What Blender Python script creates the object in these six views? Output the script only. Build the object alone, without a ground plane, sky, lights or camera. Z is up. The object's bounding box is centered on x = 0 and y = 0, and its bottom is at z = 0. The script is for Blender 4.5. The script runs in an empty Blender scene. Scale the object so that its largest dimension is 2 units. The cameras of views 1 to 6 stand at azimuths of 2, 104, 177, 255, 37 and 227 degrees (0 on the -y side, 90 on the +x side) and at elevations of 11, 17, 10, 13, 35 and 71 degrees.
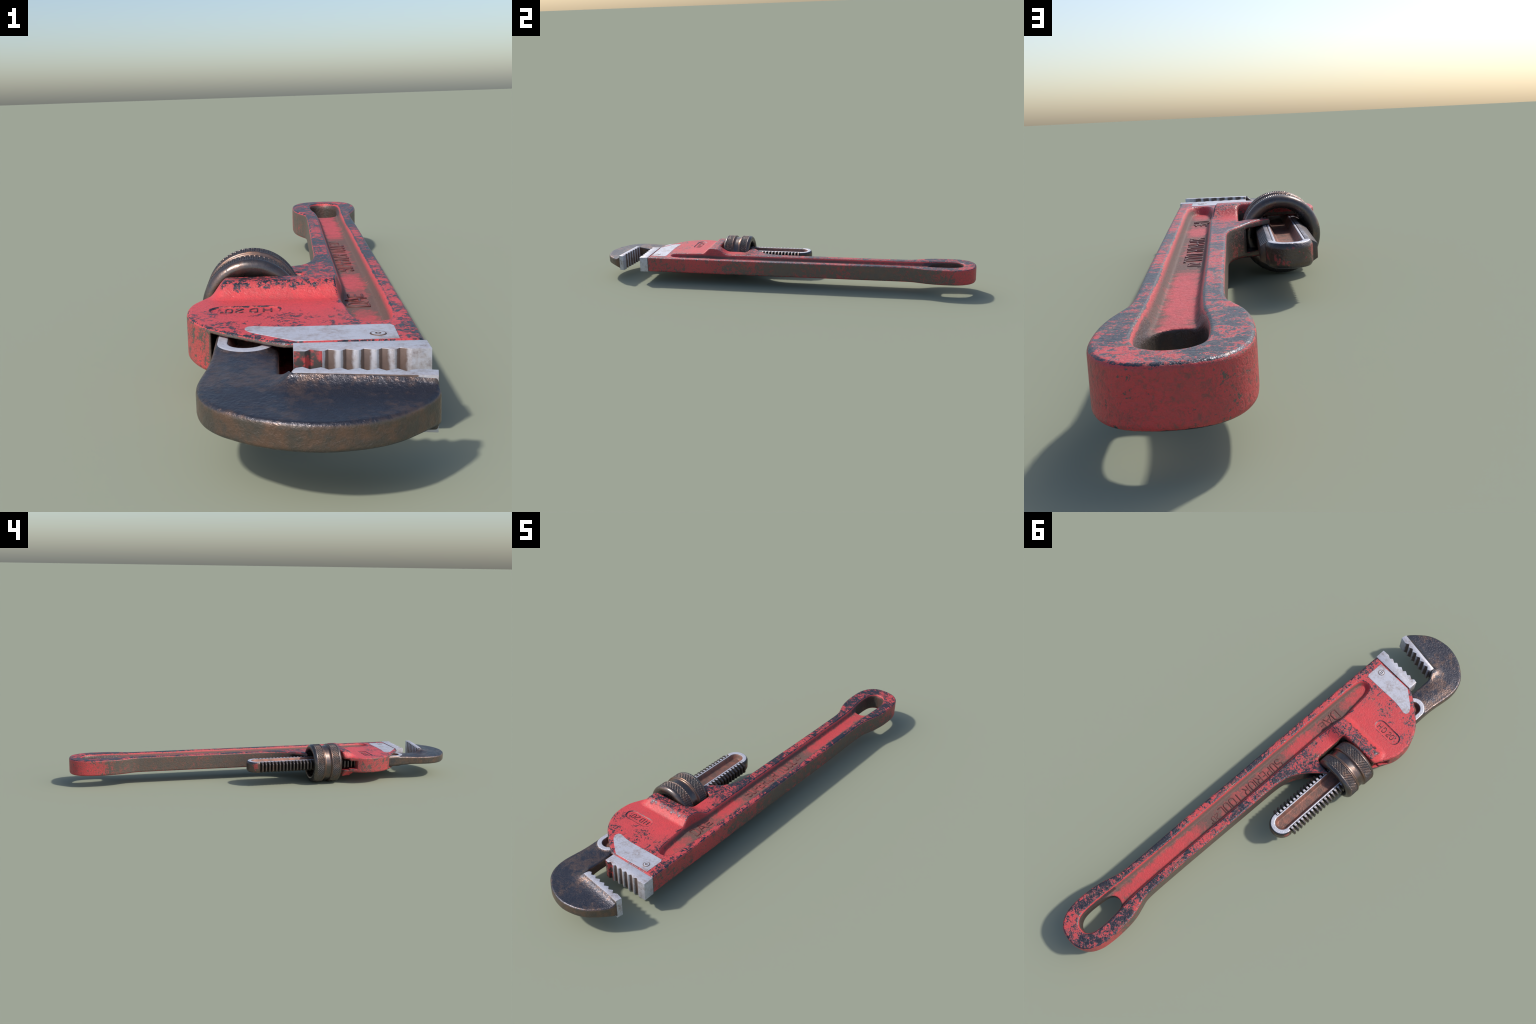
"""Adjustable pipe wrench with worn red paint, lying flat: jaws towards -y, handle towards +y."""
import bpy, bmesh, math
import numpy as np
from mathutils import Vector, Matrix

ZC = 0.0985          # mid plane of the whole tool
H = 0.0392           # half thickness of the casting
F = np.float32


# ------------------------------------------------------------------ small maths
def sstep(a, b, t):
    t = np.clip((t - a) / (b - a), 0, 1)
    return t * t * (3 - 2 * t)


def smax(a, b, r):
    """rounded intersection of two distance fields, radius r"""
    return np.minimum(np.maximum(a, b), -r) + np.hypot(np.maximum(a + r, 0), np.maximum(b + r, 0)) if r > 0 else np.maximum(a, b)


def spline(points, step=0.004):
    """closed outline through control points; a third entry marks a sharp corner"""
    p = [np.array(q[:2], float) for q in points]
    sharp = [len(q) > 2 for q in points]
    n, out = len(p), []
    for i in range(n):
        a, b = p[i], p[(i + 1) % n]
        before, after = p[i - 1], p[(i + 2) % n]
        if sharp[i]:
            before = 2 * a - b
        if sharp[(i + 1) % n]:
            after = 2 * b - a
        length = np.linalg.norm(b - a)
        m1 = (b - before) / (np.linalg.norm(b - a) + np.linalg.norm(a - before)) * length
        m2 = (after - a) / (np.linalg.norm(b - a) + np.linalg.norm(after - b)) * length
        k = max(1, int(length / step)) if not (sharp[i] and sharp[(i + 1) % n]) else 1
        for t in np.arange(k) / k:
            out.append((2 * t**3 - 3 * t**2 + 1) * a + (t**3 - 2 * t**2 + t) * m1 + (3 * t**2 - 2 * t**3) * b + (t**3 - t**2) * m2)
    return np.array(out)


def polygon_distance(X, Y, P):
    d = np.full(X.shape, 9e9)
    inside = np.zeros(X.shape, bool)
    for (ax, ay), (bx, by) in zip(P, np.roll(P, -1, 0)):
        ex, ey = bx - ax, by - ay
        wx, wy = X - ax, Y - ay
        t = np.clip((wx * ex + wy * ey) / (ex * ex + ey * ey + 1e-18), 0, 1)
        d = np.minimum(d, (wx - ex * t) ** 2 + (wy - ey * t) ** 2)
        if ay != by:
            inside ^= ((ay > Y) != (by > Y)) & (X < ex * (Y - ay) / ey + ax)
    return np.where(inside, -1, 1) * np.sqrt(d)


def box2(X, Y, x0, x1, y0, y1, r=0.0):
    qx, qy = abs(X - (x0 + x1) / 2) - (x1 - x0) / 2 + r, abs(Y - (y0 + y1) / 2) - (y1 - y0) / 2 + r
    return np.hypot(np.maximum(qx, 0), np.maximum(qy, 0)) + np.minimum(np.maximum(qx, qy), 0) - r


def skin(f, origin, v):
    """surface of the solid f < 0 (naive surface nets)"""
    ins = f < 0
    c = [ins[i:f.shape[0] - 1 + i, j:f.shape[1] - 1 + j, k:f.shape[2] - 1 + k] for i in (0, 1) for j in (0, 1) for k in (0, 1)]
    some, every = c[0].copy(), c[0].copy()
    for q in c[1:]:
        some |= q
        every &= q
    active = some & ~every
    idx = np.argwhere(active)
    total, count = np.zeros(idx.shape), np.zeros(len(idx))
    corners = np.array([(i, j, k) for i in (0, 1) for j in (0, 1) for k in (0, 1)])
    val = {tuple(o): f[idx[:, 0] + o[0], idx[:, 1] + o[1], idx[:, 2] + o[2]].astype(float) for o in corners}
    for o in corners:
        for ax in range(3):
            if o[ax] == 0:
                o2 = o.copy()
                o2[ax] = 1
                a, b = val[tuple(o)], val[tuple(o2)]
                cross = (a < 0) != (b < 0)
                t = np.where(cross, a / np.where(cross, a - b, 1), 0)
                pos = np.repeat(o[None].astype(float), len(idx), 0)
                pos[:, ax] += t
                total += pos * cross[:, None]
                count += cross
    verts = (idx + total / count[:, None]) * v + np.array(origin)
    number = np.full(active.shape, -1, np.int32)
    number[active] = np.arange(len(idx))
    quads = []
    for ax in range(3):
        a = np.take(ins, range(0, f.shape[ax] - 1), ax)
        b = np.take(ins, range(1, f.shape[ax]), ax)
        e = np.argwhere(a != b)
        u, w = (ax + 1) % 3, (ax + 2) % 3
        e = e[(e[:, u] > 0) & (e[:, w] > 0) & (e[:, u] < f.shape[u] - 1) & (e[:, w] < f.shape[w] - 1)]
        out = a[tuple(e.T)]
        q = []
        for du, dw in ((1, 1), (0, 1), (0, 0), (1, 0)):
            k = e.copy()
            k[:, u] -= du
            k[:, w] -= dw
            q.append(number[tuple(k.T)])
        q = np.stack(q, 1)
        q[~out] = q[~out][:, ::-1]
        quads.append(q)
    return verts, np.vstack(quads)


def relax(verts, quads, times=1, amount=0.5):
    for _ in range(times):
        acc, n = np.zeros_like(verts), np.zeros(len(verts))
        for k in range(4):
            a, b = quads[:, k], quads[:, (k + 1) % 4]
            for s, t in ((a, b), (b, a)):
                for ax in range(3):
                    acc[:, ax] += np.bincount(s, verts[t, ax], len(verts))
                n += np.bincount(s, minlength=len(verts))
        verts = verts + amount * (acc / n[:, None] - verts)
    return verts


# ------------------------------------------------------------------ objects
ROOT = bpy.data.objects.new("pipe_wrench", None)
ROOT["label"] = "worn red adjustable pipe wrench with serrated steel jaws"
ROOT["category"] = "pipe wrench"
bpy.context.scene.collection.objects.link(ROOT)


def link(name, me, parent, mats, smooth=True):
    ob = bpy.data.objects.new(name, me)
    bpy.context.scene.collection.objects.link(ob)
    ob.parent = parent
    for m in mats:
        if m.name not in me.materials:
            me.materials.append(m)
    if smooth:
        me.shade_smooth()
    return ob


def mesh_from(name, verts, faces):
    me = bpy.data.meshes.new(name)
    if isinstance(faces, np.ndarray):
        me.vertices.add(len(verts))
        me.vertices.foreach_set("co", np.ascontiguousarray(verts, F).ravel())
        me.loops.add(faces.size)
        me.loops.foreach_set("vertex_index", np.ascontiguousarray(faces, np.int32).ravel())
        me.polygons.add(len(faces))
        me.polygons.foreach_set("loop_start", np.arange(len(faces), dtype=np.int32) * faces.shape[1])
        me.update(calc_edges=True)
        me.validate()
    else:
        me.from_pydata([tuple(p) for p in verts], [], faces)
        me.update()
    return me


def prism(name, P, z0, z1, bevel=0.0012, segments=2):
    bm = bmesh.new()
    low = [bm.verts.new((x, y, z0)) for x, y in P]
    face = bm.faces.new(low)
    if face.normal.z > 0 or sum((P[i - 1][0] * P[i][1] - P[i][0] * P[i - 1][1]) for i in range(len(P))) > 0:
        face.normal_flip()
    res = bmesh.ops.extrude_face_region(bm, geom=[face])
    bmesh.ops.translate(bm, verts=[g for g in res["geom"] if isinstance(g, bmesh.types.BMVert)], vec=(0, 0, z1 - z0))
    bmesh.ops.recalc_face_normals(bm, faces=bm.faces)
    if bevel:
        edges = [e for e in bm.edges if e.calc_face_angle(0) > 0.35]
        bmesh.ops.bevel(bm, geom=edges, offset=bevel, segments=segments, affect="EDGES", profile=0.5, clamp_overlap=True)
    me = bpy.data.meshes.new(name)
    bm.to_mesh(me)
    bm.free()
    return me


# ------------------------------------------------------------------ materials
class Nodes:
    def __init__(self, name):
        self.mat = bpy.data.materials.new(name)
        self.mat.use_nodes = True
        self.t = self.mat.node_tree
        self.bsdf = self.t.nodes["Principled BSDF"]
        self.geo = self.t.nodes.new("ShaderNodeNewGeometry")
        self.pos = self.geo.outputs["Position"]
        s = self.t.nodes.new("ShaderNodeSeparateXYZ")
        self.t.links.new(self.pos, s.inputs[0])
        self.x, self.y, self.z = s.outputs
        s = self.t.nodes.new("ShaderNodeSeparateXYZ")
        self.t.links.new(self.geo.outputs["Normal"], s.inputs[0])
        self.nx, self.ny, self.nz = s.outputs
        self.up = self.m("ABSOLUTE", self.nz)
        self.h = self.m("ABSOLUTE", self.m("SUBTRACT", self.z, ZC))

    def put(self, socket, v):
        if isinstance(v, bpy.types.NodeSocket):
            self.t.links.new(v, socket)
        elif isinstance(v, tuple) and len(v) == 3 and socket.type == "RGBA":
            socket.default_value = (*v, 1)
        else:
            socket.default_value = v

    def m(self, op, a, b=0.0, c=None, clamp=False):
        n = self.t.nodes.new("ShaderNodeMath")
        n.operation, n.use_clamp = op, clamp
        self.put(n.inputs[0], a)
        self.put(n.inputs[1], b)
        if c is not None:
            self.put(n.inputs[2], c)
        return n.outputs[0]

    def add(self, *v):
        out = v[0]
        for q in v[1:]:
            out = self.m("ADD", out, q)
        return out

    def mul(self, *v):
        out = v[0]
        for q in v[1:]:
            out = self.m("MULTIPLY", out, q)
        return out

    def inv(self, v):
        return self.m("SUBTRACT", 1.0, v)

    def ramp(self, v, a, b, lo=0.0, hi=1.0):
        n = self.t.nodes.new("ShaderNodeMapRange")
        n.interpolation_type = "SMOOTHSTEP"
        self.put(n.inputs[0], v)
        for i, q in enumerate((a, b, lo, hi), 1):
            self.put(n.inputs[i], q)
        return n.outputs[0]

    def noise(self, scale, detail=4, rough=0.6, stretch=(1, 1, 1), distort=0.0, shift=0.0):
        mp = self.t.nodes.new("ShaderNodeMapping")
        mp.inputs["Scale"].default_value = stretch
        mp.inputs["Location"].default_value = (shift, shift * 0.7, shift * 0.3)
        self.t.links.new(self.pos, mp.inputs[0])
        n = self.t.nodes.new("ShaderNodeTexNoise")
        self.t.links.new(mp.outputs[0], n.inputs["Vector"])
        for k, q in (("Scale", scale), ("Detail", detail), ("Roughness", rough), ("Distortion", distort)):
            n.inputs[k].default_value = q
        return n.outputs["Fac"]

    def mix(self, f, a, b):
        n = self.t.nodes.new("ShaderNodeMix")
        n.data_type = "RGBA"
        self.put(n.inputs[0], f)
        self.put(n.inputs[6], a)
        self.put(n.inputs[7], b)
        return n.outputs[2]

    def mixf(self, f, a, b):
        n = self.t.nodes.new("ShaderNodeMix")
        self.put(n.inputs[0], f)
        self.put(n.inputs[2], a)
        self.put(n.inputs[3], b)
        return n.outputs[0]

    def bump(self, height, strength, distance, normal=None):
        n = self.t.nodes.new("ShaderNodeBump")
        n.inputs["Strength"].default_value = strength
        n.inputs["Distance"].default_value = distance
        self.put(n.inputs["Height"], height)
        if normal is not None:
            self.put(n.inputs["Normal"], normal)
        return n.outputs[0]

    def done(self, color, metal, rough, normal=None, spec=0.5):
        b = self.bsdf.inputs
        self.put(b["Base Color"], color)
        self.put(b["Metallic"], metal)
        self.put(b["Roughness"], rough)
        self.put(b["Specular IOR Level"], spec)
        if normal is not None:
            self.put(b["Normal"], normal)
        return self.mat


IRON = (0.082, 0.080, 0.092)  # darkened and tinted bluish for the navy sky mirrored in the metal
BROWN = (0.18, 0.125, 0.106)
RUST = (0.30, 0.165, 0.11)
PAINT = (0.615, 0.058, 0.062)
GRIME = (0.105, 0.085, 0.068)


def iron_colour(n, shift=0.0, rusty=0.5, iron=IRON):
    patch = n.noise(16, 6, 0.65, shift=shift)
    fine = n.noise(70, 5, 0.7, shift=shift + 3)
    v = n.add(n.mul(patch, 0.6), n.mul(fine, 0.4))
    a = n.mix(n.ramp(v, 0.56 - 0.14 * rusty, 0.66 - 0.12 * rusty), iron, BROWN)
    return n.mix(n.ramp(v, 0.64 - 0.1 * rusty, 0.78 - 0.1 * rusty), a, RUST)


def paint_material():
    n = Nodes("worn_red_paint")
    big = n.noise(6, 3, 0.5, shift=1.3)
    mid = n.noise(40, 8, 0.76, distort=0.6)
    fine = n.noise(150, 5, 0.78, shift=5.1, distort=0.6)
    c = n.add(n.mul(big, 0.19), n.mul(mid, 0.43), n.mul(fine, 0.38))
    handle = n.ramp(n.y, -0.34, -0.2)
    flat = n.ramp(n.up, 0.5, 0.8)
    rim = n.mul(n.ramp(n.h, 0.028, 0.034), flat)
    side = n.inv(n.ramp(n.up, 0.3, 0.6))
    edge = n.ramp(n.geo.outputs["Pointiness"], 0.506, 0.535)
    # on the head the chips gather on the right rim, the ridge, the left bow and round the insert
    right = n.ramp(n.x, 0.14, 0.155)
    left = n.ramp(n.add(n.mul(n.x, -0.72), n.mul(n.y, -0.69)), 0.40, 0.56)
    front = n.mul(n.ramp(n.y, -0.46, -0.57), n.ramp(n.x, -0.16, -0.02))
    lip = n.mul(n.ramp(n.x, 0.03, 0.06), n.inv(n.ramp(n.x, 0.085, 0.10)))
    ridge = n.ramp(n.h, 0.046, 0.060)
    worn = n.m("MAXIMUM", n.m("MAXIMUM", right, n.mul(left, 0.75)), n.m("MAXIMUM", n.m("MAXIMUM", n.mul(front, 0.72), n.mul(lip, 0.85)), n.mul(ridge, 1.2)))
    head_rim = n.mul(flat, n.ramp(n.h, 0.028, 0.034), n.inv(handle), worn)
    # sides: bare in the middle of the handle, still red near the jaws and at the eye
    bare = n.mul(n.ramp(n.y, -0.45, 0.12), n.inv(n.ramp(n.y, 0.72, 0.92)))
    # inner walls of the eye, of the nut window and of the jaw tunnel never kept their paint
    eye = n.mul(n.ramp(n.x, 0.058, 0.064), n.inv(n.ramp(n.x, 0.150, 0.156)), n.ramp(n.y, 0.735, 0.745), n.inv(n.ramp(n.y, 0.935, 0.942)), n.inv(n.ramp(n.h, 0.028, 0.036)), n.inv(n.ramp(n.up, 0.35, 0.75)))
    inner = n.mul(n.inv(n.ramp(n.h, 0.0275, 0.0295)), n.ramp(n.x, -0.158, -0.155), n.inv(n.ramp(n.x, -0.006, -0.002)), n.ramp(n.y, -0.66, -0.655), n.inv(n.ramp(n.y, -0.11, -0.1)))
    window = n.mul(side, n.ramp(n.y, -0.375, -0.368), n.inv(n.ramp(n.y, -0.215, -0.205)), n.inv(n.ramp(n.x, 0.01, 0.016)), n.inv(n.ramp(n.h, 0.030, 0.042)))
    curve = n.mul(side, n.ramp(n.y, -0.21, -0.19), n.inv(n.ramp(n.y, 0.72, 0.86)), n.inv(n.ramp(n.x, 0.045, 0.05)))
    # rolled edge over the mouth of the head, rubbed by the sliding jaw
    brow = n.mul(n.ramp(n.m("ABSOLUTE", n.ny), 0.25, 0.55), n.inv(n.ramp(n.y, -0.625, -0.60)), n.ramp(n.x, -0.20, -0.18), n.inv(n.ramp(n.x, -0.045, -0.02)))
    # dark ring along the rim of the sunken size badge
    bx = n.m("MAXIMUM", n.m("SUBTRACT", n.m("ABSOLUTE", n.add(n.x, 0.1042)), 0.038), 0.0)
    by = n.add(n.y, 0.5105)
    ring = n.m("SQRT", n.add(n.mul(bx, bx), n.mul(by, by)))
    badge = n.mul(n.inv(n.ramp(n.m("ABSOLUTE", n.m("SUBTRACT", ring, 0.0243)), 0.0008, 0.0030)), n.ramp(n.h, 0.03, 0.034), n.inv(n.ramp(n.x, -0.02, -0.015)))
    stripped = n.m("MAXIMUM", n.m("MAXIMUM", eye, inner), n.mul(window, 0.8))
    limit = n.add(0.408, n.mul(rim, handle, 0.108), n.mul(head_rim, 0.09),
                  n.mul(side, n.add(n.ramp(n.y, 0.86, 0.98, 0.068, 0.030), n.mul(bare, 0.070), n.mul(curve, 0.022))), n.mul(edge, 0.085), n.mul(brow, 0.035), n.mul(stripped, 0.5), n.mul(badge, 0.082))
    wear = n.ramp(n.m("SUBTRACT", limit, c), -0.014, 0.020)
    # grime on the groove floor, thickest along the walls and round the letters
    floor = n.mul(n.inv(n.ramp(n.h, 0.026, 0.037)), n.ramp(n.x, 0.058, 0.07), n.inv(n.ramp(n.x, 0.152, 0.158)), n.inv(n.ramp(n.y, 0.94, 0.955)), n.ramp(n.y, -0.62, -0.61))
    off = n.m("ABSOLUTE", n.m("SUBTRACT", n.x, 0.109))
    walls = n.ramp(n.add(off, n.mul(n.m("SUBTRACT", mid, 0.5), 0.05)), 0.013, 0.036)
    words = n.m("MAXIMUM", n.mul(n.ramp(n.y, -0.17, -0.08), n.inv(n.ramp(n.y, 0.27, 0.36))), n.mul(n.ramp(n.y, -0.50, -0.43), n.inv(n.ramp(n.y, -0.34, -0.24))))
    spots = n.ramp(n.add(n.mul(big, 0.35), n.mul(mid, 0.4), n.mul(fine, 0.25)), 0.42, 0.62)
    dirt = n.mul(floor, n.m("MINIMUM", n.add(0.10, n.mul(walls, 0.88), n.mul(words, n.add(0.36, n.mul(spots, 0.45))), n.mul(spots, 0.40)), 0.92))
    # faint grime clouds on the painted faces, a dark seam along the foot of the ridge
    cloud = n.mul(n.inv(floor), n.ramp(n.add(n.mul(n.noise(11, 6, 0.65, shift=8), 0.6), n.mul(fine, 0.4)), 0.50, 0.68), 0.42)
    wear = n.mul(wear, n.inv(n.mul(floor, n.inv(eye), 0.8)))
    tint = n.mix(n.mul(n.ramp(mid, 0.35, 0.7), 0.6), PAINT, (0.49, 0.052, 0.058))
    speck = n.mul(n.add(0.18, n.mul(side, 0.50)), n.ramp(n.add(n.mul(fine, 0.55), n.mul(mid, 0.45)), 0.46, 0.62))
    red = n.mix(n.m("MAXIMUM", n.m("MAXIMUM", dirt, cloud), speck), tint, GRIME)
    iron = iron_colour(n, 2.0, 0.3)
    drab = n.mix(n.ramp(mid, 0.4, 0.65), (0.135, 0.108, 0.088), (0.185, 0.110, 0.078))  # side metal tinted lighter brown, with the ground's reflection baked into the colour
    drab = n.mix(n.mul(n.ramp(fine, 0.55, 0.75), 0.5), drab, (0.06, 0.055, 0.052))
    base = n.mix(n.mul(side, 0.85), iron, drab)
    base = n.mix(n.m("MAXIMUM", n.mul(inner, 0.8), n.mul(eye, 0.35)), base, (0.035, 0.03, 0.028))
    col = n.mix(wear, red, base)
    metal = n.mul(wear, n.mixf(side, 0.88, 0.35))
    rough = n.mixf(wear, n.mixf(dirt, n.ramp(fine, 0.3, 0.7, 0.40, 0.54), 0.72), n.add(n.ramp(fine, 0.3, 0.7, 0.30, 0.46), n.mul(side, 0.1)))
    bumps = n.bump(n.noise(150, 3, 0.65, distort=0.4), 0.75, 0.0022)
    bumps = n.bump(n.inv(wear), 0.4, 0.0012, bumps)
    return n.done(col, metal, rough, bumps, 0.45)


def iron_material(name, rusty, rough=0.38, shift=0.0, bump=0.3, extra=None, iron=IRON):
    n = Nodes(name)
    col = iron_colour(n, shift, rusty, iron)
    normal = n.bump(n.noise(170, 3, 0.6, shift=shift, distort=0.4), bump, 0.0022)
    metal, r = 0.88, n.ramp(n.noise(60, 4, 0.6, shift=shift), 0.3, 0.7, rough - 0.06, rough + 0.1)
    if extra:
        return extra(n, col, metal, r, normal)
    return n.done(col, metal, r, normal)


WHITE = (0.55, 0.545, 0.59)


def bright_steel(n):
    scratch = n.noise(34, 7, 0.75, stretch=(1.0, 5.0, 1.0), shift=2)
    cross = n.noise(60, 4, 0.7, stretch=(6.0, 1.0, 1.0), shift=9)
    stain = n.add(n.mul(n.noise(24, 7, 0.72, shift=6), 0.6), n.mul(n.noise(110, 4, 0.7, shift=4), 0.4))
    col = n.mix(n.ramp(stain, 0.44, 0.60), WHITE, (0.44, 0.40, 0.405))
    col = n.mix(n.mul(n.ramp(stain, 0.56, 0.66), 0.8), col, (0.22, 0.165, 0.15))
    col = n.mix(n.mul(n.ramp(scratch, 0.55, 0.68), 0.5), col, (0.27, 0.25, 0.27))
    col = n.mix(n.mul(n.ramp(cross, 0.58, 0.68), 0.3), col, (0.30, 0.27, 0.28))
    return col, scratch


def steel_material(name="bright_ground_steel", notch=None, span=(0, 0)):
    """notch(n) gives how deep in a saw notch a point lies, in metres behind the tooth tips"""
    n = Nodes(name)
    col, scratch = bright_steel(n)
    metal, rough = 0.35, 0.46
    if notch:
        front = n.mul(n.inv(n.ramp(n.up, 0.35, 0.6)), n.ramp(n.x, span[0], span[0] + 0.001), n.inv(n.ramp(n.x, span[1] - 0.001, span[1])))
        rust = n.mix(n.noise(60, 5, 0.65), (0.075, 0.05, 0.042), (0.22, 0.135, 0.10))
        deep = n.mul(front, n.ramp(n.add(notch(n), n.mul(n.m("SUBTRACT", n.noise(70, 3, 0.6), 0.5), 0.004)), 0.0012, 0.0038))
        col = n.mix(n.mul(deep, 0.93), col, rust)
        painted = n.mul(n.ramp(n.m("MULTIPLY", n.ny, -1.0), 0.25, 0.4), n.inv(n.ramp(n.x, 0.0175, 0.0185)), n.ramp(n.y, -0.80, -0.79))
        col = n.mix(painted, col, n.mix(n.ramp(n.noise(45, 5, 0.7, shift=3), 0.45, 0.6), (0.05, 0.042, 0.04), (0.42, 0.05, 0.052)))
        metal = n.mul(0.35, n.inv(painted))
    return n.done(col, metal, rough, n.bump(scratch, 0.12, 0.001))


def flank_material():
    n = Nodes("rusty_tooth_flank")
    v = n.noise(60, 5, 0.65)
    col = n.mix(n.ramp(v, 0.35, 0.65), (0.10, 0.06, 0.045), (0.20, 0.12, 0.085))
    return n.done(col, 0.5, 0.5)


def rack_finish(n, col, metal, r, normal):
    """dark iron, with the flat lands of the rack ground bright and the trough brown"""
    bright, scratch = bright_steel(n)
    wall = n.mul(n.inv(n.ramp(n.up, 0.3, 0.75)), n.inv(n.ramp(n.y, -0.70, -0.62)))
    warm = n.mix(n.ramp(n.noise(26, 6, 0.68, shift=12), 0.38, 0.62), (0.100, 0.084, 0.070), (0.172, 0.102, 0.070))
    col = n.mix(n.mul(wall, 0.9), col, warm)
    shank = n.mul(n.inv(n.ramp(n.up, 0.3, 0.75)), n.ramp(n.y, -0.66, -0.60))
    col = n.mix(n.mul(shank, 0.75), col, n.mix(n.noise(40, 5, 0.65, shift=15), (0.10, 0.088, 0.078), (0.185, 0.13, 0.10)))
    land = n.mul(n.ramp(n.h, 0.0262, 0.0268), n.ramp(n.up, 0.86, 0.93), n.ramp(n.y, -0.735, -0.733))
    c = n.m("ABSOLUTE", n.add(n.x, 0.0970))
    trough = n.mul(n.inv(n.ramp(c, 0.0310, 0.0318)), n.inv(n.ramp(n.h, 0.0258, 0.0266)), n.ramp(n.y, -0.709, -0.707), n.inv(n.ramp(n.y, 0.106, 0.108)))
    brown = n.mix(n.ramp(n.noise(34, 6, 0.65, shift=4), 0.35, 0.66), (0.17, 0.105, 0.085), (0.33, 0.14, 0.10))
    red = n.mul(n.ramp(n.y, 0.075, 0.09), n.inv(n.ramp(n.up, 0.3, 0.5)), n.ramp(n.noise(30, 6, 0.7, shift=1), 0.5, 0.56))
    col = n.mix(n.mul(red, 0.8), n.mix(trough, col, brown), (0.42, 0.05, 0.05))
    col = n.mix(land, col, n.mix(0.6, bright, WHITE))
    metal = n.mixf(land, n.mixf(trough, n.mixf(red, n.mixf(wall, 0.88, 0.55), 0.1), 0.45), 0.35)
    return n.done(col, metal, n.mixf(land, n.mixf(trough, r, 0.55), 0.46), normal)


M_PAINT = paint_material()
M_HOOK = iron_material("sky_tinted_rusty_iron", 0.60, 0.36, 7.0, 0.62, rack_finish)
M_NUT = iron_material("dark_knurled_iron", 0.62, 0.29, 3.0, 0.14, None, (0.128, 0.112, 0.108))
M_GROOVE = iron_material("coppery_rust_iron", 1.5, 0.36, 5.0, 0.1)
M_TOOTH = iron_material("dark_rack_iron", 0.5, 0.4, 9.0, 0.1, None, (0.115, 0.100, 0.096))
M_STEEL = steel_material()
M_HEEL = steel_material("heel_jaw_steel", lambda n: n.add(n.y, 0.7668), (-0.022, 0.1468))
M_FLANK = flank_material()


def letter_material():
    n = Nodes("grimy_red_lettering")
    v = n.noise(60, 5, 0.65)
    return n.done(n.mix(n.ramp(v, 0.35, 0.65), (0.07, 0.028, 0.024), (0.17, 0.045, 0.04)), 0.0, 0.5, None, 0.5)


def worn_letter_material():
    n = Nodes("worn_dark_lettering")
    v = n.noise(120, 3, 0.6)
    return n.done(n.mix(n.ramp(v, 0.4, 0.6), (0.055, 0.045, 0.05), (0.15, 0.06, 0.06)), 0.6, 0.34)  # base colour deepened to carry the shadows around the raised badge letters


M_LETTER, M_WORN = letter_material(), worn_letter_material()


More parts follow.
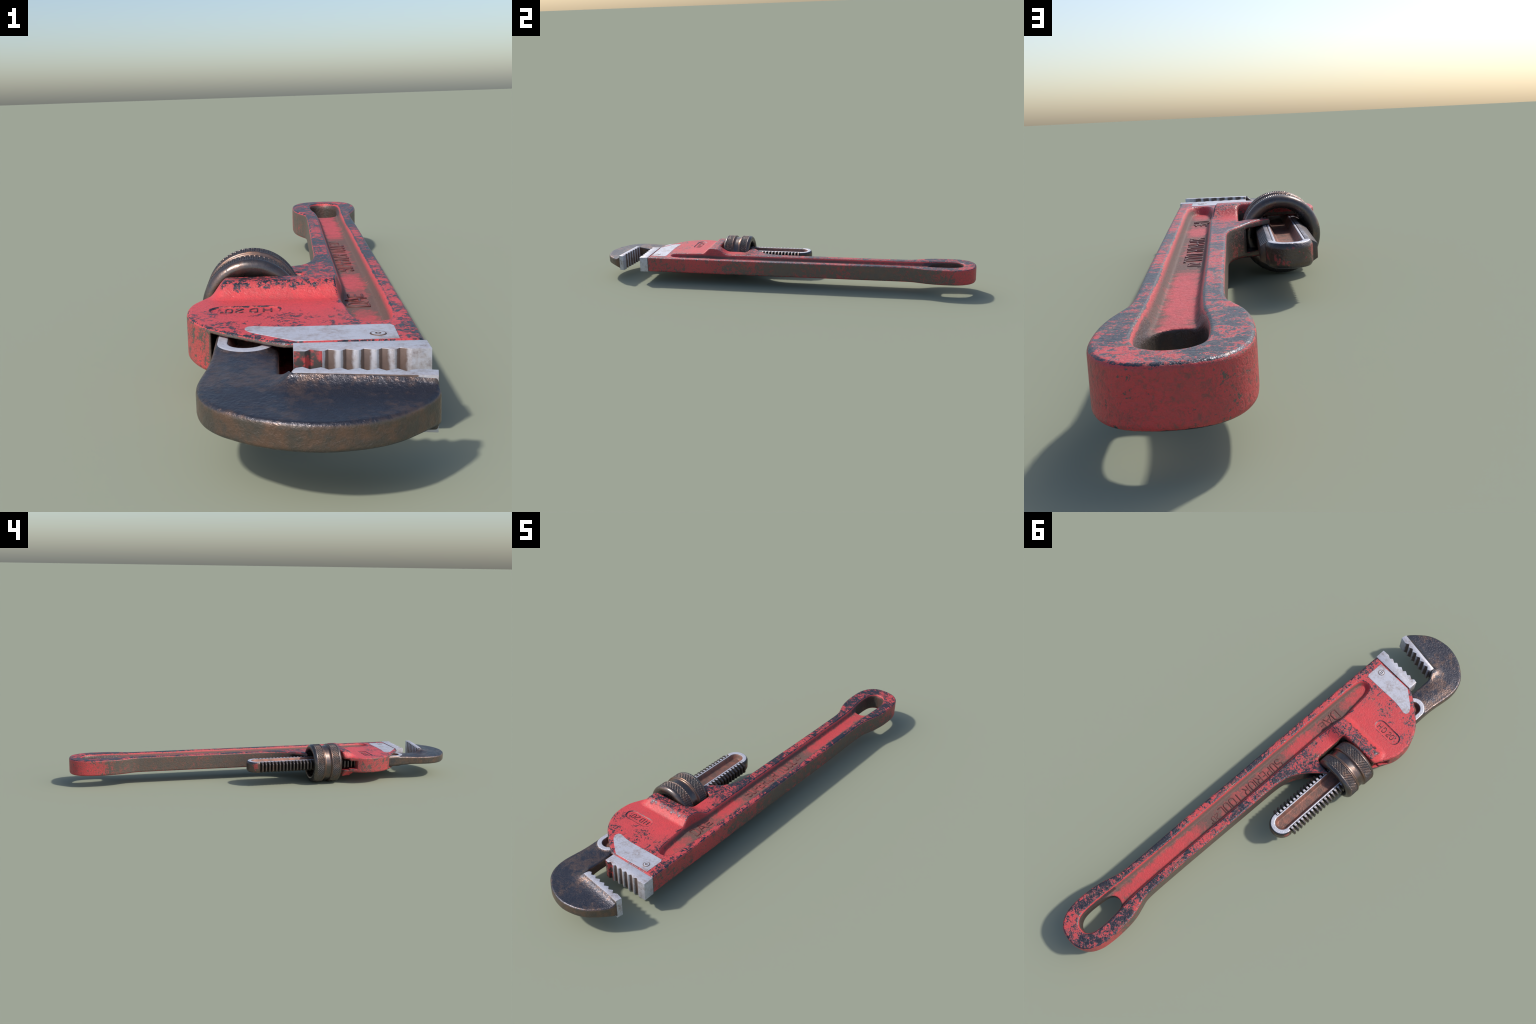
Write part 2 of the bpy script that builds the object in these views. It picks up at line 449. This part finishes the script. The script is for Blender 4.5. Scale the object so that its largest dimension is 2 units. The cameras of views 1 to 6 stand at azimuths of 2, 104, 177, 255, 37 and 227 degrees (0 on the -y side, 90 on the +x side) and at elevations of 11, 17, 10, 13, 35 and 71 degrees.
# ------------------------------------------------------------------ the casting: head and handle in one
def build_casting():
    v = 0.002
    xs = np.arange(-0.222, 0.2221, v)
    ys = np.arange(-0.736, 1.0121, v)
    zs = np.arange(0.001, 0.0741, v)
    X, Y = np.meshgrid(xs, ys, indexing="ij")

    outline = spline([
        (0.1765, -0.745, 1), (0.1772, -0.5), (0.178, -0.2), (0.178, 0.1), (0.178, 0.4), (0.1765, 0.64), (0.1795, 0.69),
        (0.1885, 0.727), (0.198, 0.765), (0.2045, 0.81), (0.2065, 0.86), (0.2045, 0.90), (0.196, 0.938), (0.178, 0.970), (0.152, 0.9905),
        (0.120, 0.9985), (0.098, 0.9995), (0.072, 0.9965), (0.043, 0.983), (0.021, 0.958), (0.007, 0.922), (0.0022, 0.88), (0.002, 0.83), (0.0055, 0.785),
        (0.0135, 0.745), (0.0255, 0.711), (0.0360, 0.681), (0.0400, 0.645), (0.0405, 0.5), (0.0395, 0.35), (0.038, 0.2), (0.037, 0.06),
        (0.036, -0.005), (0.032, -0.045), (0.022, -0.083), (0.005, -0.116), (-0.014, -0.143), (-0.042, -0.174), (-0.071, -0.2035, 1),
        (-0.067, -0.2105, 1), (-0.004, -0.2125), (0.0045, -0.221), (0.006, -0.245), (0.006, -0.33), (0.0055, -0.352), (-0.003, -0.3605),
        (-0.06, -0.3625), (-0.14, -0.3655), (-0.163, -0.374), (-0.174, -0.394), (-0.190, -0.428),
        (-0.2035, -0.462), (-0.2075, -0.4998), (-0.204, -0.5394), (-0.193, -0.573), (-0.177, -0.603), (-0.157, -0.629), (-0.130, -0.6535),
        (-0.0875, -0.687), (-0.052, -0.7125), (-0.036, -0.7225), (-0.025, -0.728), (-0.022, -0.745, 1)])
    d = polygon_distance(X, Y, outline)
    d = np.maximum(d, -0.7215 - Y)

    # grooved web of the handle (same on both faces)
    groove = spline([
        (0.146, -0.575), (0.1505, -0.50), (0.1515, -0.2), (0.1515, 0.2), (0.1515, 0.55), (0.1535, 0.72), (0.157, 0.82), (0.1565, 0.875), (0.146, 0.917),
        (0.125, 0.938), (0.104, 0.9435), (0.082, 0.938), (0.0655, 0.918), (0.0590, 0.88), (0.0610, 0.80), (0.0705, 0.72), (0.0735, 0.6), (0.0735, 0.3), (0.0745, 0.0), (0.0755, -0.2),
        (0.075, -0.30), (0.068, -0.352), (0.0625, -0.395), (0.064, -0.43), (0.070, -0.48), (0.077, -0.55), (0.083, -0.583), (0.096, -0.604),
        (0.115, -0.6075), (0.135, -0.598)])
    g = polygon_distance(X, Y, groove)
    ramp = sstep(0.003, -0.0155, g)
    ridge = sstep(-0.446, -0.400, Y) * sstep(-0.176, -0.143, X)
    ridge *= 1 - sstep(-0.374, -0.292, Y) * sstep(-0.06, 0.004, X)
    ridge *= 1 - sstep(-0.356, -0.275, Y)
    ridge *= 1 - sstep(0.10, 0.13, X)
    top = H + 0.0285 * ridge + 0.0060 * sstep(0.02, -0.035, X) * sstep(-0.22, -0.20, Y) * sstep(-0.10, -0.14, Y)
    badge = box2(X, Y, -0.166, -0.0425, -0.5345, -0.4865, 0.0235)
    top = top - 0.0030 * sstep(0.0015, -0.0022, badge)
    h = top * (1 - ramp) + 0.0165 * ramp

    hole = spline([(0.066, 0.80), (0.0715, 0.776), (0.085, 0.761), (0.104, 0.7565), (0.1225, 0.761), (0.136, 0.776), (0.1425, 0.80), (0.1470, 0.86), (0.1450, 0.897), (0.133, 0.922),
                   (0.115, 0.9345), (0.099, 0.936), (0.081, 0.931), (0.068, 0.914), (0.0622, 0.885), (0.0618, 0.84)])
    eye = polygon_distance(X, Y, hole)

    # tunnel for the hook jaw's shank, its window to the left and the cut through the finger
    way = box2(X, Y, -0.156, -0.022, -0.90, -0.34, 0.004)
    finger = box2(X, Y, -0.30, -0.009, -0.40, 0.10, 0.004)
    mouth = box2(X, Y, -0.40, -0.10, -0.437, -0.20, 0.012)

    f = np.empty((len(xs), len(ys), len(zs)), F)
    for k, z in enumerate(zs):
        body = smax(d, z - h, 0.0075)
        body = smax(body, -eye, 0.004)
        for cut, half in ((way, 0.0295), (finger, 0.0285), (mouth, 0.0205)):
            body = smax(body, -np.maximum(cut, z - half), 0.003)
        f[:, :, k] = body
    f = np.concatenate([f[:, :, ::-1], f], 2)
    verts, quads = skin(f, (xs[0], ys[0], -zs[-1] + ZC), v)
    return relax(verts, quads, 1, 0.35), quads


def cut_by_region(verts, quads, region, names, mats, parent):
    """one smooth skin, split into named objects that keep the common normals"""
    whole = mesh_from("whole", verts, quads)
    whole.shade_smooth()
    normals = np.empty(len(verts) * 3, F)
    whole.vertex_normals.foreach_get("vector", normals)
    normals = normals.reshape(-1, 3)
    made = []
    for i, name in enumerate(names):
        q = quads[region == i]
        used = np.unique(q)
        back = np.full(len(verts), -1, np.int32)
        back[used] = np.arange(len(used))
        me = mesh_from(name, verts[used], back[q])
        ob = link(name, me, parent, mats)
        me.normals_split_custom_set_from_vertices([tuple(p) for p in normals[used]])
        made.append(ob)
    bpy.data.meshes.remove(whole)
    return made


verts, quads = build_casting()
mid = verts[quads].mean(1)
region = np.where(mid[:, 1] > -0.2125, 1, 0)
HEAD, HANDLE = cut_by_region(verts, quads, region, ["head", "handle"], [M_PAINT], ROOT)


# ------------------------------------------------------------------ hook jaw: blade, shank and toothed rack
CX = -0.0970
PITCH = 0.0183
TEETH = 28
FIRST = 0.0631


HOOK_BACK_OUT, HOOK_BACK_IN = (0.1645, -0.8905), (-0.030, -0.8655)


def build_hook():
    v = 0.0018
    xs = np.arange(-0.170, 0.1781, v)
    ys = np.arange(-1.009, 0.1381, v)
    zs = np.arange(0.0009, 0.0481, v)
    X, Y = np.meshgrid(xs, ys, indexing="ij")
    outline = spline([
        (0.1645, -0.887, 1), (0.1655, -0.905), (0.150, -0.928), (0.130, -0.9495), (0.1065, -0.9705), (0.077, -0.9865), (0.040, -0.9965), (0.0025, -0.9995), (-0.038, -0.9925),
        (-0.0745, -0.978), (-0.103, -0.959), (-0.1275, -0.938), (-0.1462, -0.911), (-0.1568, -0.879), (-0.1602, -0.845), (-0.1578, -0.81), (-0.1522, -0.765),
        (-0.1485, -0.72), (-0.1485, -0.60), (-0.1485, -0.3), (-0.1485, 0.0), (-0.1485, 0.072), (-0.1445, 0.094), (-0.134, 0.112), (-0.117, 0.1235), (-0.097, 0.127), (-0.077, 0.1235), (-0.060, 0.112),
        (-0.0495, 0.094), (-0.0455, 0.072), (-0.0455, 0.0), (-0.0455, -0.3), (-0.0455, -0.60), (-0.0458, -0.75), (-0.0458, -0.80), (-0.0440, -0.826), (-0.036, -0.842), (-0.030, -0.848, 1), (-0.027, -0.858, 1)])
    d = polygon_distance(X, Y, outline)
    # narrow core where the teeth stand
    teeth_zone = box2(X, Y, -0.40, 0.40, FIRST - (TEETH - 0.5) * PITCH, FIRST + 0.0065, 0)
    core = abs(X - CX) - 0.0385
    d = np.maximum(d, np.where(teeth_zone < 0, core, d))

    # thickness: thin blade swelling towards the tooth plate, rack a little proud
    ox, oy = HOOK_BACK_OUT
    ix, iy = HOOK_BACK_IN
    plate = polygon_distance(X, Y, np.array([(ox + 0.02, oy - 0.001), (ox + 0.02, oy + 0.05), (ix - 0.002, iy + 0.03), (ix - 0.001, iy)]))
    swell = 0.0200 * np.exp(-np.maximum(plate, 0) / 0.0155) * (1 - 0.35 * sstep(0.115, 0.165, X) * sstep(0.0, 0.006, plate))
    slot = box2(X, Y, CX - 0.0430, CX + 0.0430, -0.7170, 0.1175, 0.0430)
    rack = sstep(0.010, 0.0015, slot)
    h = 0.0197 + 0.0030 * sstep(-0.004, -0.045, d) * sstep(-0.98, -0.80, Y) + 0.0032 * sstep(-0.78, -0.70, Y) + swell
    h = h * (1 - rack) + 0.0275 * rack
    trough = box2(X, Y, CX - 0.0310, CX + 0.0310, -0.7055, 0.1055, 0.0310)
    h = h - 0.0195 * sstep(0.0, -0.0145, trough) + 0.0  # sloping trough walls
    f = np.empty((len(xs), len(ys), len(zs)), F)
    for k, z in enumerate(zs):
        f[:, :, k] = smax(d, z - h, 0.0075)
    f = np.concatenate([f[:, :, ::-1], f], 2)
    verts, quads = skin(f, (xs[0], ys[0], -zs[-1] + ZC), v)
    return relax(verts, quads, 1, 0.3), quads


verts, quads = build_hook()
mid = verts[quads].mean(1)
HOOK_EMPTY = None
hook_jaw, rack = cut_by_region(verts, quads, np.where(mid[:, 1] > -0.60, 1, 0), ["hook_jaw", "rack"], [M_HOOK], ROOT)


def rack_tooth():
    """trapezoid tooth with chamfered top and bottom, pointing +x from the rack's core"""
    bm = bmesh.new()
    rings = []
    for x, wy, hz in ((0.0355, 0.0066, 0.0272), (0.0455, 0.0050, 0.0272), (0.0628, 0.0034, 0.0165)):
        rings.append([bm.verts.new((x, sy * wy, sz * hz)) for sy, sz in ((-1, -1), (1, -1), (1, 1), (-1, 1))])
    for a, b in zip(rings, rings[1:]):
        for i in range(4):
            bm.faces.new((a[i], a[(i + 1) % 4], b[(i + 1) % 4], b[i]))
    bm.faces.new(rings[-1])
    bm.faces.new(rings[0][::-1])
    bmesh.ops.recalc_face_normals(bm, faces=bm.faces)
    edges = [e for e in bm.edges if e.calc_face_angle(0) > 0.25]
    bmesh.ops.bevel(bm, geom=edges, offset=0.0011, segments=2, affect="EDGES", profile=0.5, clamp_overlap=True)
    me = bpy.data.meshes.new("rack_tooth")
    bm.to_mesh(me)
    bm.free()
    me.materials.append(M_TOOTH)
    me.materials.append(M_STEEL)
    for p in me.polygons:
        if abs(p.normal.z) > 0.95:
            p.material_index = 1
    me.shade_smooth()
    me.set_sharp_from_angle(angle=math.radians(40))
    return me


tooth_mesh = rack_tooth()
for flip in (0, 1):
    for i in range(TEETH):
        ob = bpy.data.objects.new("rack_tooth", tooth_mesh)
        bpy.context.scene.collection.objects.link(ob)
        ob.parent = rack
        ob.location = (CX, FIRST - i * PITCH - (0.004 if flip else 0.0), ZC)
        ob.rotation_euler = (0, 0, math.pi if flip else 0)


# ------------------------------------------------------------------ tooth plates of both jaws
P = [(0.1775, -0.7225), (0.1780, -0.7660)]
for i in range(6):
    s = 0.0263 * i
    P += [(0.1478 - s, -0.7675), (0.1322 - s, -0.7588), (0.1240 - s, -0.7675)]
P += [(-0.0240, -0.7640), (-0.0240, -0.7225)]
me = prism("heel_jaw", P, ZC - 0.0392, ZC + 0.0388, 0.0007, 2)
heel_jaw = link("heel_jaw", me, ROOT, [M_HEEL])
me.set_sharp_from_angle(angle=math.radians(35))


def along(t, depth):
    """point on the hook plate: t from the outer end, depth towards the opening"""
    o, i = np.array(HOOK_BACK_OUT), np.array(HOOK_BACK_IN)
    u = (i - o) / np.linalg.norm(i - o)
    w = np.array((-u[1], u[0])) * -1
    return tuple(o + u * t + w * depth)


def hook_depth(n):
    o, i = np.array(HOOK_BACK_OUT), np.array(HOOK_BACK_IN)
    u = (i - o) / np.linalg.norm(i - o)
    w = np.array((u[1], -u[0]))
    reach = n.add(n.mul(n.x, float(w[0])), n.mul(n.y, float(w[1])), -float(o @ w))
    return n.m("SUBTRACT", 0.0255, reach)


P = [along(0, 0), along(-0.001, 0.0235)]
for k in range(7):
    t = 0.0270 + 0.02585 * k
    P.append(along(t, 0.0262))
    if k < 6:
        P.append(along(t + 0.0150, 0.0165))
P += [along(0.1905, 0.0215), along(0.1935, 0.0150), along(0.1950, 0.0040), along(0.1925, 0.0)]
me = prism("hook_teeth", P, ZC - 0.0398, ZC + 0.0398, 0.0007, 2)
M_HOOK_TEETH = steel_material("hook_jaw_steel", hook_depth, (-0.024, 0.139))
hook_teeth = link("hook_teeth", me, hook_jaw, [M_HOOK_TEETH])
me.set_sharp_from_angle(angle=math.radians(35))


# ------------------------------------------------------------------ bright insert on the head with its rivet
insert_outline = spline([(0.1386, -0.7125, 1), (0.1394, -0.6405, 1), (0.134, -0.6298, 1), (0.10, -0.6302), (0.061, -0.6305), (0.011, -0.632), (-0.02, -0.6325), (-0.052, -0.6300), (-0.072, -0.6262),
                         (-0.086, -0.6238), (-0.0965, -0.6275), (-0.1005, -0.6395), (-0.0955, -0.6535), (-0.0862, -0.664), (-0.0442, -0.697), (-0.0192, -0.7155, 1)], 0.006)
for up in (1, -1):
    z0 = ZC + up * (H - 0.004)
    me = prism("steel_insert", [tuple(p) for p in insert_outline], min(z0, z0 + up * 0.0046), max(z0, z0 + up * 0.0046), 0.0004, 1)
    ob = link("steel_insert", me, HEAD, [M_STEEL])
    me.set_sharp_from_angle(angle=math.radians(35))


def lathe(name, profile, steps, axis="Z", at=(0, 0, 0), closed=False):
    """turn (radius, height) pairs round an axis"""
    prof = np.array(profile, float)
    a = np.arange(steps) * math.tau / steps
    ring = np.stack([np.outer(prof[:, 0], np.cos(a)), np.outer(prof[:, 0], np.sin(a)), np.repeat(prof[:, 1:2], steps, 1)], -1)
    if axis == "Y":
        ring = ring[..., [1, 2, 0]]
    n, idx = len(prof), np.arange(len(prof) * steps).reshape(len(prof), steps)
    r = range(n) if closed else range(n - 1)
    q = [np.stack([idx[i], np.roll(idx[i], -1), np.roll(idx[(i + 1) % n], -1), idx[(i + 1) % n]], 1) for i in r]
    return ring.reshape(-1, 3) + np.array(at), np.vstack(q)


for up in (1, -1):
    prof = [(0.0138, -0.001), (0.0135, 0.0002), (0.0122, 0.0011), (0.0108, 0.0012), (0.0100, 0.0003), (0.0092, 0.0011), (0.0050, 0.0012), (0.0042, 0.0003), (0.0030, 0.0003), (0.0022, 0.0012), (0.0001, 0.0012)]
    vv, qq = lathe("rivet", [(r, up * z) for r, z in prof], 40, "Z", (0.109, -0.685, ZC + up * (H + 0.0003)))
    if up < 0:
        qq = qq[:, ::-1]
    me = mesh_from("rivet", vv, qq)
    ob = link("rivet", me, HEAD, [M_STEEL, M_FLANK])
    for p in me.polygons:
        r = math.hypot(p.center.x - 0.109, p.center.y + 0.685)
        if r > 0.0112 or 0.0022 < r < 0.0050:
            p.material_index = 1


# ------------------------------------------------------------------ knurled adjusting nut
NUT_X, NUT_R = -0.0985, 0.0980
KNURLS = ((-0.339, -0.304), (-0.2575, -0.2235))


def build_nut():
    outer = []

    def arc(cy, cr, r, a0, a1, k):
        for t in np.linspace(math.radians(a0), math.radians(a1), k):
            outer.append((cr + r * math.sin(t), cy + r * math.cos(t)))

    # from the bore at the jaw end, over both flanges, to the bore at the handle end
    outer += [(0.0610, -0.330), (0.0600, -0.340), (0.0612, -0.348), (0.065, -0.3530)]
    arc(-0.3385, NUT_R - 0.0170, 0.0170, 180, 92, 14)
    for y in np.arange(-0.3385, -0.3035, 0.0007):
        outer.append((NUT_R, y))
    arc(-0.3025, NUT_R - 0.005, 0.005, 90, 10, 6)
    outer += [(0.0905, -0.2965), (0.0893, -0.294), (0.0893, -0.288), (0.0893, -0.280), (0.0893, -0.272), (0.0893, -0.268), (0.0905, -0.2655)]
    arc(-0.2590, NUT_R - 0.005, 0.005, 170, 90, 6)
    for y in np.arange(-0.2580, -0.2230, 0.0007):
        outer.append((NUT_R, y))
    arc(-0.2230, NUT_R - 0.0165, 0.0165, 88, -20, 16)
    outer += [(0.0725, -0.2085), (0.0690, -0.2120), (0.0668, -0.216), (0.0665, -0.225)]
    prof = np.array(outer)
    steps = 1024
    vv, qq = lathe("nut", prof, steps, "Y", (NUT_X, 0, ZC - 0.0003), closed=True)
    # diamond knurl: two crossing sets of helical cuts
    y = np.repeat(prof[:, 1], steps)
    a = np.tile(np.arange(steps) / steps, len(prof))
    on = np.zeros(len(y))
    for y0, y1 in KNURLS:
        on = np.maximum(on, sstep(y0 - 0.001, y0 + 0.001, y) * sstep(y1 + 0.001, y1 - 0.001, y))
    count, lead = 64, 0.0092
    tri = lambda s: abs((s % 1.0) - 0.5) * 2
    cut = np.minimum(tri(a * count + y / lead), tri(a * count - y / lead))
    depth = on * 0.0032 * (1 - np.clip(cut / 0.85, 0, 1))
    r = vv - np.array((NUT_X, 0, ZC - 0.0003))
    radius = np.hypot(r[:, 0], r[:, 2])
    s = (radius - depth) / radius
    vv[:, 0], vv[:, 2] = NUT_X + r[:, 0] * s, ZC - 0.0003 + r[:, 2] * s
    me = mesh_from("knurled_nut", vv, qq[:, ::-1])
    ob = link("knurled_nut", me, ROOT, [M_NUT, M_GROOVE])
    cy = np.repeat([(prof[i, 1] + prof[(i + 1) % len(prof), 1]) / 2 for i in range(len(prof))], steps)
    cr = np.repeat([(prof[i, 0] + prof[(i + 1) % len(prof), 0]) / 2 for i in range(len(prof))], steps)
    band = ((cy > -0.3045) & (cy < -0.2572) & (cr > 0.08)) & ~((cy > -0.292) & (cy < -0.270))
    me.polygons.foreach_set("material_index", band.astype(np.int32))
    bm = bmesh.new()
    bm.from_mesh(me)
    bmesh.ops.recalc_face_normals(bm, faces=bm.faces)
    bm.to_mesh(me)
    bm.free()
    me.shade_smooth()
    return ob


build_nut()

# ------------------------------------------------------------------ raised lettering (stroke font on a 0.6 x 1 cell)
O_ = [(0.14, 0), (0.46, 0), (0.6, 0.16), (0.6, 0.84), (0.46, 1), (0.14, 1), (0, 0.84), (0, 0.16), (0.14, 0)]
GLYPHS = {
    "D": [[(0, 0), (0, 1), (0.40, 1), (0.6, 0.8), (0.6, 0.2), (0.40, 0), (0, 0)]],
    "A": [[(0, 0), (0.3, 1), (0.6, 0)], [(0.12, 0.36), (0.48, 0.36)]],
    "E": [[(0.58, 0), (0, 0), (0, 1), (0.58, 1)], [(0, 0.52), (0.46, 0.52)]],
    "S": [[(0, 0.14), (0.14, 0), (0.46, 0), (0.6, 0.14), (0.6, 0.38), (0.46, 0.5), (0.14, 0.5), (0, 0.62), (0, 0.86), (0.14, 1), (0.46, 1), (0.6, 0.86)]],
    "U": [[(0, 1), (0, 0.16), (0.14, 0), (0.46, 0), (0.6, 0.16), (0.6, 1)]],
    "P": [[(0, 0), (0, 1), (0.44, 1), (0.6, 0.88), (0.6, 0.58), (0.44, 0.46), (0, 0.46)]],
    "R": [[(0, 0), (0, 1), (0.44, 1), (0.6, 0.88), (0.6, 0.6), (0.44, 0.48), (0, 0.48)], [(0.32, 0.48), (0.6, 0)]],
    "I": [[(0.3, 0), (0.3, 1)]],
    "O": [O_], "0": [O_],
    "T": [[(0, 1), (0.6, 1)], [(0.3, 1), (0.3, 0)]],
    "L": [[(0, 1), (0, 0), (0.56, 0)]],
    "H": [[(0, 0), (0, 1)], [(0.6, 0), (0.6, 1)], [(0, 0.5), (0.6, 0.5)]],
    "2": [[(0, 0.84), (0.14, 1), (0.46, 1), (0.6, 0.84), (0.6, 0.62), (0, 0.14), (0, 0), (0.6, 0)]],
    '"': [[(0.05, 1), (0.05, 0.76)], [(0.3, 1), (0.3, 0.76)]],
}


def lettering(name, letters, origin, right, up, z, thick, mat, parent):
    """letters: (glyph, start along the line, width, foot, height) in metres; strokes are half-round ridges"""
    cu = bpy.data.curves.new(name, "CURVE")
    cu.dimensions, cu.bevel_depth, cu.bevel_resolution, cu.use_fill_caps = "3D", thick, 2, True
    o, r, u = np.array(origin, float), np.array(right, float), np.array(up, float)
    for ch, start, width, foot, height in letters:
        for stroke in GLYPHS[ch]:
            sp = cu.splines.new("POLY")
            closed = stroke[0] == stroke[-1]
            pts = stroke[:-1] if closed else stroke
            sp.points.add(len(pts) - 1)
            sp.use_cyclic_u = closed
            for q, (a, b) in zip(sp.points, pts):
                p = o + r * (start + a / 0.6 * width) + u * (foot + b * height)
                q.co = (p[0], p[1], 0, 1)
    tmp = bpy.data.objects.new(name, cu)
    bpy.context.scene.collection.objects.link(tmp)
    me = bpy.data.meshes.new_from_object(tmp.evaluated_get(bpy.context.evaluated_depsgraph_get()))
    bpy.data.objects.remove(tmp)
    bpy.data.curves.remove(cu)
    co = np.empty(len(me.vertices) * 3, F)
    me.vertices.foreach_get("co", co)
    co = co.reshape(-1, 3)
    co[:, 2] = co[:, 2] * 0.75 + z
    me.vertices.foreach_set("co", co.ravel())
    me.name = name
    me.materials.clear()
    return link(name, me, parent, [mat])


FLOOR = ZC + 0.0165
line = [("S", 0.0, 0.0195), ("U", 0.0275, 0.0185), ("P", 0.0555, 0.0185), ("E", 0.0825, 0.0170), ("R", 0.1075, 0.0190), ("I", 0.1300, 0.0120), ("O", 0.1450, 0.0215), ("R", 0.1770, 0.0200)]
lettering("maker_lettering", [(c, s, w, 0.0, 0.037) for c, s, w in line], (0.1215, -0.098, 0), (0, 1, 0), (-1, 0, 0), FLOOR + 0.0004, 0.0026, M_LETTER, HANDLE)
line = [("T", 0.0, 0.0220), ("O", 0.0290, 0.0215), ("O", 0.0590, 0.0215), ("L", 0.0890, 0.0190)]
lettering("maker_lettering", [(c, s, w, 0.0, 0.037) for c, s, w in line], (0.1215, 0.124, 0), (0, 1, 0), (-1, 0, 0), FLOOR + 0.0004, 0.0026, M_LETTER, HANDLE)
lettering("size_lettering", [("2", 0.0, 0.0140, 0.0, 0.0245), ("0", 0.0195, 0.0145, 0.0, 0.0245), ('"', 0.0390, 0.009, 0.0, 0.0245)], (0.1125, 0.241, 0), (0, 1, 0), (-1, 0, 0), FLOOR, 0.0019, M_LETTER, HANDLE)
lettering("maker_lettering", [("D", 0.0, 0.0285, 0.0, 0.0405), ("A", 0.0335, 0.034, 0.0, 0.0405), ("E", 0.0755, 0.026, 0.006, 0.026)], (0.1235, -0.425, 0), (0, 1, 0), (-1, 0, 0), FLOOR + 0.0004, 0.0026, M_LETTER, HEAD)
lettering("size_lettering", [("H", 0.0, 0.0135, 0.0, 0.0235), ("D", 0.0245, 0.0125, 0.0, 0.0235), ("2", 0.0500, 0.0125, 0.0, 0.0235), ("0", 0.0690, 0.0115, 0.0, 0.0235), ('"', 0.0850, 0.0075, 0.0, 0.0235)],
          (-0.0585, -0.4970, 0), (-1, -0.02, 0), (0.02, -1, 0), ZC + H - 0.0030, 0.0018, M_WORN, HEAD)
